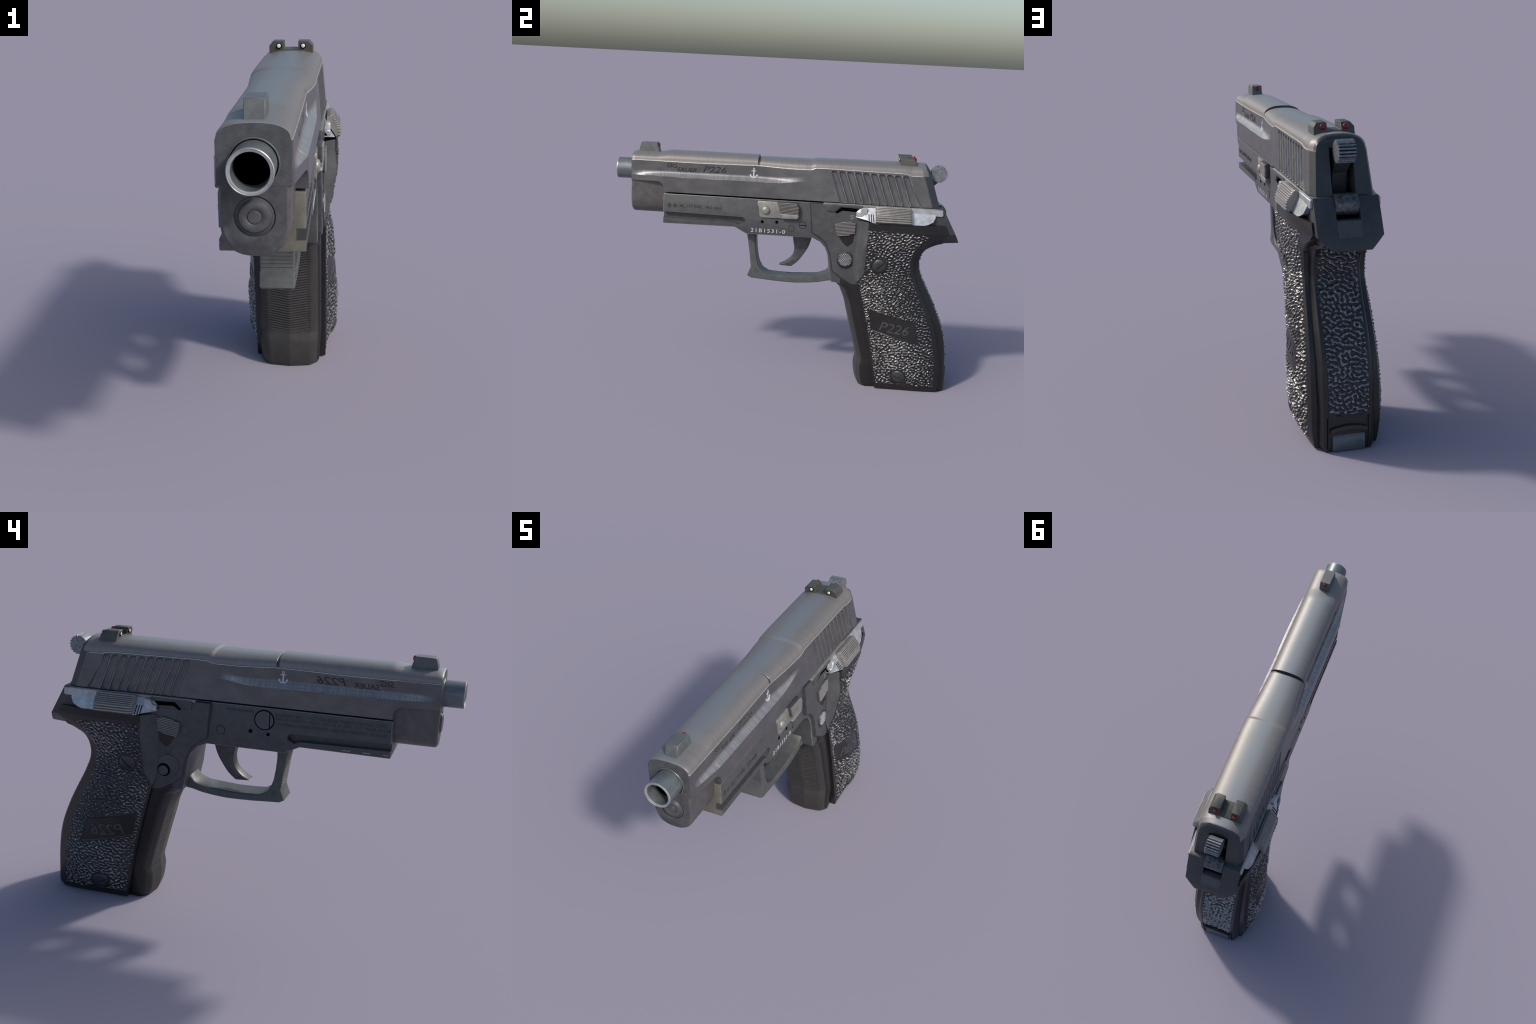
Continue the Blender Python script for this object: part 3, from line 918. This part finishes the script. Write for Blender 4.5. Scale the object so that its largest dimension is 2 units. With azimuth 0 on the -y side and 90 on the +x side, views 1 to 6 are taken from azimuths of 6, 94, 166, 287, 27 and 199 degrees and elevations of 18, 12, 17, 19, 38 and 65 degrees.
# ------------------------------------------------------------------ decocking lever with slanted silver wing and ridged thumb pad
def build_lever():
    # wing: strip sloping from the frame rail out to the grip's upper edge
    up = [(0.404, 1.040, 0.1415), (0.432, 1.068, 0.1420), (0.52, 1.071, 0.1425), (0.70, 1.072, 0.1425), (0.77, 1.072, 0.1425), (0.81, 1.072, 0.1425), (0.838, 1.071, 0.1425), (0.850, 1.069, 0.1425)]
    low = [(0.404, 1.016, 0.1600), (0.466, 1.004, 0.1830), (0.52, 0.986, 0.1935), (0.70, 0.984, 0.1830), (0.77, 0.988, 0.1770), (0.81, 0.997, 0.1720), (0.838, 1.012, 0.1650), (0.850, 1.036, 0.1560)]
    v = []
    for (y, z, x) in up:
        v.append((x, y, z))
    for (y, z, x) in low:
        v.append((x, y, z))
    for (y, z, x) in up:
        v.append((x - 0.03, y, z))
    for (y, z, x) in low:
        v.append((x - 0.045, y, z))
    n = len(up)
    f = []
    for i in range(n - 1):
        f.append([i, i + 1, n + i + 1, n + i])
        f.append([2 * n + i, 2 * n + i + 1, 3 * n + i + 1, 3 * n + i])
        f.append([i, i + 1, 2 * n + i + 1, 2 * n + i])
        f.append([n + i, n + i + 1, 3 * n + i + 1, 3 * n + i])
    f.append([0, n, 3 * n, 2 * n])
    f.append([n - 1, 2 * n - 1, 4 * n - 1, 3 * n - 1])
    wing = mesh_obj("decocking_lever", v, f, "silver", frame, 20)
    prism("lever_strip", [(0.715, 1.0805), (0.715, 1.046), (0.885, 1.043), (0.894, 1.050), (0.889, 1.0805)], 0.135, 0.1495, "silver", 0.002, 1, wing)
    prism("lever_block", [(0.404, 1.042), (0.404, 1.018), (0.445, 1.016), (0.466, 1.026), (0.466, 1.068), (0.434, 1.068), (0.424, 1.046)], 0.135, 0.166, "silver", 0.003, 1, wing)
    # dark cuts across the sloping front of the wing
    def wing_x(y, z):
        t = (1.070 - z) / (1.070 - interp(y, [(0.404, 1.016), (0.466, 1.004), (0.52, 0.986)]))
        return 0.142 + t * (interp(y, [(0.404, 0.160), (0.466, 0.183), (0.52, 0.1935)]) - 0.142)
    for y in (0.473, 0.486, 0.499):
        v, q = [], [(y, 1.036), (y + 0.004, 1.038), (y + 0.008, 0.997), (y + 0.004, 0.996)]
        for off in (-0.004, 0.0012):
            v += [(float(wing_x(a, c)) + off, a, c) for a, c in q]
        mesh_obj("lever_groove", v, [[0, 1, 2, 3], [4, 5, 6, 7]] + [[i, (i + 1) % 4, 4 + (i + 1) % 4, 4 + i] for i in range(4)], "black", wing)
    # thumb pad with ridged face
    prof = [(0.150, 1.078), (0.166, 1.083)]
    a, b = np.array([0.168, 1.082]), np.array([0.201, 1.036])
    nrm = np.array([b[1] - a[1], -(b[0] - a[0])]); nrm = -nrm / np.linalg.norm(nrm)
    for seg in ((a, b, 6), (b, np.array([0.204, 0.998]), 3)):
        p, q, k = seg
        nn = np.array([-(q[1] - p[1]), q[0] - p[0]]); nn /= np.linalg.norm(nn)
        for i in range(k):
            for t, h in ((0.12, 0), (0.3, 0.0042), (0.7, 0.0042), (0.88, 0)):
                prof.append(tuple(p + (q - p) * (i + t) / k + nn * h))
    prof += [(0.201, 0.994), (0.150, 0.990)]
    v = []
    st = [(0.512, 0.010, 0.45), (0.520, 0.003, 0.9), (0.526, 0.0, 1.0), (0.700, 0.0, 1.0), (0.708, 0.002, 0.95), (0.712, 0.006, 0.8)]
    for y, ins, s in st:
        for x, z in prof:
            xx = 0.150 + (x - 0.150) * (s * 0.3 + 0.7) - ins * 0.3 if x > 0.151 else x
            zz = 1.037 + (z - 1.037) * (1 - ins * 6)
            v.append((xx, y + (1.037 - z) * 0.06, zz))
    m = len(prof)
    f = grid_faces(len(st), m, wrap_v=True) + [list(range(m)), list(range((len(st) - 1) * m, len(st) * m))]
    low_seg = set(i for i in range(2, m - 2) if (i - 2) % 4 == 3)
    pi_ = [1 if (k % m) in low_seg else 0 for k in range((len(st) - 1) * m)] + [0, 0]
    pad = mesh_obj("thumb_pad", v, f, ["knob", "trigger"], wing, 25, pi_)
    return wing, pad
wing, pad = build_lever()
wl = mirror_x(wing, "decocking_lever")
for ch in list(wing.children):
    mirror_x(ch, ch.name.split(".")[0]).parent = wl

# ------------------------------------------------------------------ slide-catch thumb pieces, magazine release, take-down lever
def ridged_patch(name, poly, x0, x1, n, depth, tilt, mat, parent):
    """polygon block whose face carries n slanted saw ridges"""
    blk = prism(name, poly, x0, x1, mat, 0.003, 2, parent)
    ys, zs = [p[0] for p in poly], [p[1] for p in poly]
    cy, cz = sum(ys) / len(ys), sum(zs) / len(zs)
    ct, s_ = math.cos(tilt), math.sin(tilt)
    def uv(p): return ((p[0] - cy) * ct + (p[1] - cz) * s_, -(p[0] - cy) * s_ + (p[1] - cz) * ct)
    loc = [uv(p) for p in poly]
    vmin, vmax = min(p[1] for p in loc) + 0.003, max(p[1] for p in loc) - 0.003
    pitch = (vmax - vmin) / n
    V, F = [], []
    for k in range(n):
        v = vmin + pitch * (k + 0.5)
        xs = []
        for i in range(len(loc)):
            (u1, v1), (u2, v2) = loc[i], loc[(i + 1) % len(loc)]
            if (v1 - v) * (v2 - v) < 0:
                xs.append(u1 + (u2 - u1) * (v - v1) / (v2 - v1))
        if len(xs) < 2:
            continue
        u0, u1 = min(xs) + 0.004, max(xs) - 0.004
        if u1 - u0 < 0.006:
            continue
        base = len(V)
        for u in (u0, u1):
            for dv, h in ((-0.34, -0.002), (-0.12, depth), (0.12, depth), (0.34, -0.002)):
                vv = v + dv * pitch
                V.append((x1 + h, cy + u * ct - vv * s_, cz + u * s_ + vv * ct))
        F += [[base, base + 1, base + 2, base + 3], [base + 4, base + 5, base + 6, base + 7]]
        F += [[base + i, base + (i + 1) % 4, base + 4 + (i + 1) % 4, base + 4 + i] for i in range(4)]
    r = mesh_obj(name, V, F, "knob", parent, 20)
    ob = join(name, [blk, r], parent)
    smooth(ob.data, 25)
    return ob

catch = ridged_patch("catch_knob", [(0.285, 0.967), (0.372, 0.989), (0.408, 0.978), (0.408, 0.920), (0.396, 0.912), (0.312, 0.893), (0.298, 0.905)], 0.130, 0.1495, 10, 0.0035,
                     0.12, "frame", frame)
mirror_x(catch, "catch_knob")
for s in (-1, 1):
    x0, x1 = sorted((s * 0.12, s * 0.1415))
    prism("catch_lever", [(0.310, 0.905), (0.405, 0.925), (0.398, 0.862), (0.365, 0.835), (0.335, 0.86)], x0, x1, "grip_smooth", 0.003, 1, frame)
    revolve("frame_pin", [(0.0185, 0), (0.018, 0.0016), (0, 0.0018)], (s * 0.1392, 0.268, 0.932), 'x' if s > 0 else '-x', "frame", 32, frame)
    revolve("frame_pin", [(0.0185, 0), (0.018, 0.0016), (0, 0.0018)], (s * 0.1392, 0.321, 0.829), 'x' if s > 0 else '-x', "frame", 32, frame)
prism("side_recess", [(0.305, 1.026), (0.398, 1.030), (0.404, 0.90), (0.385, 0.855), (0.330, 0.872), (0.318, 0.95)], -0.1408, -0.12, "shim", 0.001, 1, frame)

# magazine release: chequered button on the right, plain stud in a boss on the left
rel = revolve("magazine_release", [(0.042, 0), (0.042, 0.012), (0.040, 0.015), (0.0, 0.015)], (0.1310, 0.358, 0.763), 'x', "frame", 40, frame)
V, F = [], []
for r in range(-5, 6):
    for c in range(-3, 4):
        y = 0.358 + c * 0.0125 + (0.00625 if r % 2 else 0) + r * 0.0008
        z = 0.763 + r * 0.0072
        if math.hypot(y - 0.358, z - 0.763) > 0.037:
            continue
        b = len(V)
        for x, k in ((0.1450, 1.0), (0.1490, 0.6)):
            for dy, dz in ((-0.005, -0.0027), (0.005, -0.0027), (0.005, 0.0027), (-0.005, 0.0027)):
                V.append((x, y + dy * k, z + dz * k))
        F += [[b, b + 1, b + 2, b + 3], [b + 4, b + 5, b + 6, b + 7]] + [[b + i, b + (i + 1) % 4, b + 4 + (i + 1) % 4, b + 4 + i] for i in range(4)]
chk = mesh_obj("release_chequering", V, F, "silver", rel, 20)
chk["kind"] = "stuff"
revolve("release_well", [(0.050, 0), (0.049, 0.0018), (0.0, 0.0019)], (0.1392, 0.362, 0.756), 'x', "grip_smooth", 40, frame)
boss = revolve("release_boss", [(0.056, 0), (0.055, 0.005), (0.052, 0.0065), (0.0, 0.0066)], (-0.1385, 0.352, 0.745), '-x', "frame", 40, frame)
revolve("release_well", [(0.033, 0.0), (0.0325, 0.0015), (0.0, 0.0016)], (-0.1449, 0.374, 0.722), '-x', "black", 32, boss)
revolve("release_stud", [(0.025, 0), (0.025, 0.005), (0.022, 0.008), (0.016, 0.0085), (0.0, 0.0075)], (-0.1455, 0.376, 0.720), '-x', "frame", 32, boss)

# take-down lever, right side
tk = prism("takedown_lever", [(-0.158, 1.070), (-0.162, 1.055), (-0.152, 1.030), (-0.147, 0.985), (-0.137, 0.974), (0.02, 0.976), (0.02, 1.070)], 0.11, 0.1315, "takedown", 0.003, 2, frame)
revolve("lever_pivot", [(0.025, 0), (0.024, 0.004), (0.020, 0.009), (0.012, 0.0125), (0.0, 0.0135)], (0.131, -0.111, 1.017), 'x', "takedown", 32, tk)
kn = ridged_patch("lever_pad", [(-0.048, 1.070), (0.066, 1.072), (0.082, 1.045), (0.080, 1.006), (-0.022, 1.004), (-0.030, 1.02)], 0.115, 0.146, 8, 0.006, -0.02, "trigger", tk)
lip = prism("lever_lip", [(-0.030, 1.006), (0.078, 1.007), (0.082, 0.990), (0.070, 0.977), (-0.020, 0.976), (-0.012, 0.992)], 0.115, 0.149, "takedown", 0.008, 3, tk)

# screws, pins and holes on both flanks
def disc(name, s, y, z, r, mat, h=0.0016, parent=frame, x=0.1222):
    return revolve(name, [(r, 0), (r * 0.98, h), (0, h + 0.0002)], (s * x, y, z), 'x' if s > 0 else '-x', mat, 36, parent)
def ringed_hole(s, y, z, r):
    a = disc("pin_hole", s, y, z, r * 1.45, "frame", 0.0012)
    disc("pin_bore", s, y, z, r, "black", 0.0022, a)
ringed_hole(1, -0.130, 0.949, 0.0085)
ringed_hole(1, -0.046, 0.951, 0.0085)
ringed_hole(-1, -0.052, 0.960, 0.0095)
ringed_hole(-1, -0.137, 0.953, 0.0085)
def flat_pin(s, y, z, r, mat="frame"):
    disc("pin_groove", s, y, z, r, "black", 0.0010)
    return disc("frame_pin", s, y, z, r * 0.91, mat, 0.0022)
flat_pin(1, 0.040, 0.919, 0.0185)
flat_pin(-1, 0.095, 0.949, 0.0225)
p = flat_pin(1, 0.104, 0.942, 0.0215)
box("screw_slot", 0.122, 0.1249, 0.086, 0.122, 0.940, 0.944, "black", 0, p)
disc("screw_groove", -1, -0.117, 1.020, 0.049, "black", 0.0012)
big = disc("frame_screw", -1, -0.117, 1.020, 0.044, "shim", 0.0030)
box("screw_slot", -0.1258, -0.122, -0.145, -0.141, 0.986, 1.054, "black", 0, big)

# ------------------------------------------------------------------ hammer
def build_hammer():
    c = (0.864, 1.268)
    ring = []
    n = 100
    for k in range(n):
        a = 2 * math.pi * k / n
        deg = math.degrees(a) % 360
        r = 0.0455
        if deg < 115 or deg > 290:
            r += 0.0028 * (1 if (k % 5) in (0, 1, 2) else -1)
        ring.append((c[0] + r * math.cos(a), c[1] + r * math.sin(a)))
    head = prism("hammer", ring, -0.036, 0.036, "hammer")
    head.data.materials.append(M["black"])
    for p in head.data.polygons:
        if len(p.vertices) == 4:
            cc = p.center
            if math.hypot(cc.y - c[0], cc.z - c[1]) < 0.0440 and (cc.y > c[0] or cc.z > c[1] + 0.03):
                p.material_index = 1
    smooth(head.data, 20)
    arm = prism("hammer_arm", [(0.825, 1.27), (0.878, 1.238), (0.805, 1.17), (0.80, 1.06), (0.75, 1.06), (0.75, 1.2)], -0.033, 0.033, "tang", 0.003, 1, head)
    return head
build_hammer()
box("slot_block", -0.049, 0.049, 0.705, 0.775, 1.08, 1.140, "tang", 0.003, slide)

# ------------------------------------------------------------------ lettering
def text_mesh(name, body, y0, y1, z0, z1, x, side, mat, mirrored=False, shear=0.0, depth=0.0016, parent=None, matrix=None, spacing=1.0, bold=0.0, sink=0.002):
    cu = bpy.data.curves.new(name, 'FONT')
    cu.body = body
    cu.size = 1.0
    cu.shear = shear
    cu.space_character = spacing
    cu.resolution_u = 3
    cu.offset = bold
    tmp = bpy.data.objects.new("tmp_text", cu)
    bpy.context.scene.collection.objects.link(tmp)
    bpy.context.view_layer.update()
    dg = bpy.context.evaluated_depsgraph_get()
    me = bpy.data.meshes.new_from_object(tmp.evaluated_get(dg))
    bpy.data.objects.remove(tmp)
    bpy.data.curves.remove(cu)
    bm = bmesh.new()
    bm.from_mesh(me)
    bmesh.ops.remove_doubles(bm, verts=bm.verts, dist=1e-5)
    co = [v.co.copy() for v in bm.verts]
    ax, bx = min(c.x for c in co), max(c.x for c in co)
    ay, by = min(c.y for c in co), max(c.y for c in co)
    r = bmesh.ops.extrude_face_region(bm, geom=bm.faces[:])
    for v in [g for g in r["geom"] if isinstance(g, bmesh.types.BMVert)]:
        v.co.z = 1.0
    for v in bm.verts:
        u = (v.co.x - ax) / (bx - ax)
        w = (v.co.y - ay) / (by - ay)
        h = v.co.z
        if side > 0 or mirrored:
            y = y0 + (y1 - y0) * u
        else:
            y = y1 + (y0 - y1) * u
        z = z0 + (z1 - z0) * w
        xx = x(y, z) if callable(x) else x
        v.co = Vector((side * (xx - sink + h * (depth + sink)), y, z))
    bmesh.ops.recalc_face_normals(bm, faces=bm.faces)
    bm.to_mesh(me)
    bm.free()
    me.materials.clear()
    me.materials.append(M[mat])
    smooth(me, 20)
    ob = bpy.data.objects.new(name, me)
    link(ob, parent)
    if matrix is not None:
        me.transform(matrix)
    return ob

def sx(y, z): return float(slide_side_x(np.array([y]), np.array([z]))[0])
LETTERS = (("SIG", -0.698, -0.633, 1.226, 1.251, 0.25), ("SAUER", -0.636, -0.522, 1.207, 1.232, 0.25), ("P226", -0.484, -0.349, 1.211, 1.247, 0.28))
cuts = []
for s in (1, -1):
    for body, ya, yb, za, zb, sh in LETTERS:
        c = text_mesh("cut", body, ya, yb, za, zb, lambda y, z: sx(y, z) + 0.004, s, "letters", s < 0, sh, depth=0.004, parent=slide, bold=0.012, sink=0.0075)
        cuts.append(c)
        text_mesh("slide_lettering", body, ya, yb, za, zb, lambda y, z: sx(y, z) - 0.0045, s, "letters", s < 0, sh, depth=0.0016, parent=slide, bold=0.012)
boolean(slide, cuts, angle=28)

def build_anchor(s):
    """flat painted anchor: ring, stock, shank, curved arms with flukes"""
    cy, parts = -0.193, []
    def X(y, z): return sx(y, z) + 0.0008
    def slab(poly):
        v = [(X(y, z) - 0.003, y, z) for y, z in poly] + [(X(y, z), y, z) for y, z in poly]
        n = len(poly)
        f = [list(range(n)), list(range(n, 2 * n))] + [[i, (i + 1) % n, n + (i + 1) % n, n + i] for i in range(n)]
        parts.append(mesh_obj("piece", v, f, "white"))
    n = 20
    v, f = [], []
    for k in range(n):
        a = 2 * math.pi * k / n
        for r in (0.0033, 0.0062):
            y, z = cy + r * math.cos(a), 1.2478 + r * math.sin(a)
            v.append((X(y, z), y, z))
    parts.append(mesh_obj("piece", v, [[2 * k, 2 * k + 1, (2 * k + 3) % (2 * n), (2 * k + 2) % (2 * n)] for k in range(n)], "white"))
    slab([(cy - 0.0032, 1.243), (cy + 0.0032, 1.243), (cy + 0.0042, 1.203), (cy, 1.196), (cy - 0.0042, 1.203)])
    slab([(cy - 0.014, 1.2375), (cy + 0.014, 1.2375), (cy + 0.014, 1.2335), (cy - 0.014, 1.2335)])
    for k in (-1, 1):
        slab([(cy, 1.196), (cy + k * 0.011, 1.2015), (cy + k * 0.017, 1.208), (cy + k * 0.0125, 1.2105), (cy + k * 0.022, 1.2175), (cy + k * 0.0215, 1.2125),
              (cy + k * 0.020, 1.206), (cy + k * 0.013, 1.1985)][0:1] + [(cy + k * 0.0135, 1.1985), (cy + k * 0.0195, 1.2065), (cy + k * 0.0235, 1.206), (cy + k * 0.021, 1.2175),
              (cy + k * 0.011, 1.2105), (cy + k * 0.0155, 1.2085), (cy + k * 0.010, 1.2035), (cy, 1.2025)])
    ob = join("anchor_mark", parts, slide)
    if s < 0:
        ob.data.transform(Matrix.Scale(-1, 4, (1, 0, 0)))
        ob.data.flip_normals()
for s in (1, -1):
    build_anchor(s)

# right flank of the frame
text_mesh("frame_lettering", ".177 CAL . (4.5 mm)", -0.580, -0.368, 1.000, 1.022, 0.1225, 1, "frame_letters", parent=frame)
disc("proof_mark", 1, -0.672, 1.013, 0.0125, "frame_letters", 0.0012)
text_mesh("proof_mark", "S", -0.677, -0.667, 1.006, 1.020, 0.1237, 1, "frame", depth=0.001, parent=frame)
prism("proof_mark", [(-0.6525, 1.014), (-0.639, 1.026), (-0.6255, 1.014), (-0.631, 1.001), (-0.647, 1.001)], 0.12, 0.1235, "frame_letters", 0, 1, frame)
text_mesh("proof_mark", "12", -0.6465, -0.6315, 1.006, 1.018, 0.1237, 1, "frame", depth=0.001, parent=frame)
prism("proof_mark", [(-0.612, 1.002), (-0.603, 1.008), (-0.590, 1.001), (-0.590, 1.025), (-0.603, 1.018), (-0.612, 1.024)], 0.12, 0.1235, "frame_letters", 0, 1, frame)
text_mesh("serial_number", "21B1531-0", -0.194, 0.005, 0.886, 0.908, 0.1225, 1, "white", depth=0.0008, spacing=1.25, parent=frame)
text_mesh("safety_letter", "S", 0.372, 0.392, 0.998, 1.022, 0.1395, 1, "takedown", depth=0.0012, parent=frame)
# left flank
text_mesh("frame_lettering", "MADE IN JAPAN", -0.064, 0.068, 1.044, 1.062, 0.1225, -1, "frame_letters", parent=frame)
W = ["WARNING: NOT A TOY. MISUSE OR CARELESS USE MAY CAUSE", "SERIOUS INJURY OR DEATH. FOR USE BY AGES 16 OR OLDER. BEFORE",
     "USING READ OWNER'S MANUAL AVAILABLE FREE FROM SIG SAUER."]
for k, (line, yend) in enumerate(zip(W, (-0.685, -0.703, -0.692))):
    z = 1.044 - 0.0215 * k
    text_mesh("frame_lettering", line, yend, -0.168, z, z + 0.0155, 0.1225, -1, "frame_letters", depth=0.0012, parent=frame)
# grip medallion lettering
def px_(y, z): return float(panel_x(np.array([y]), np.array([z]))[0])
for s, par in ((1, panel), (-1, panel_left)):
    ob = text_mesh("grip_lettering", "P226", 0.580, 0.752, 0.362, 0.418, 0.0, s, "logo_letters", s < 0, 0.3, depth=0.0, parent=par, spacing=1.0)
    for v in ob.data.vertices:
        y, z = v.co.y, v.co.z - (v.co.y - 0.58) * 0.11
        outer = abs(v.co.x) < 0.001
        v.co = Vector((s * (px_(y, z) + (0.0012 if outer else -0.004)), y, z))

# ------------------------------------------------------------------ done
bpy.context.view_layer.update()
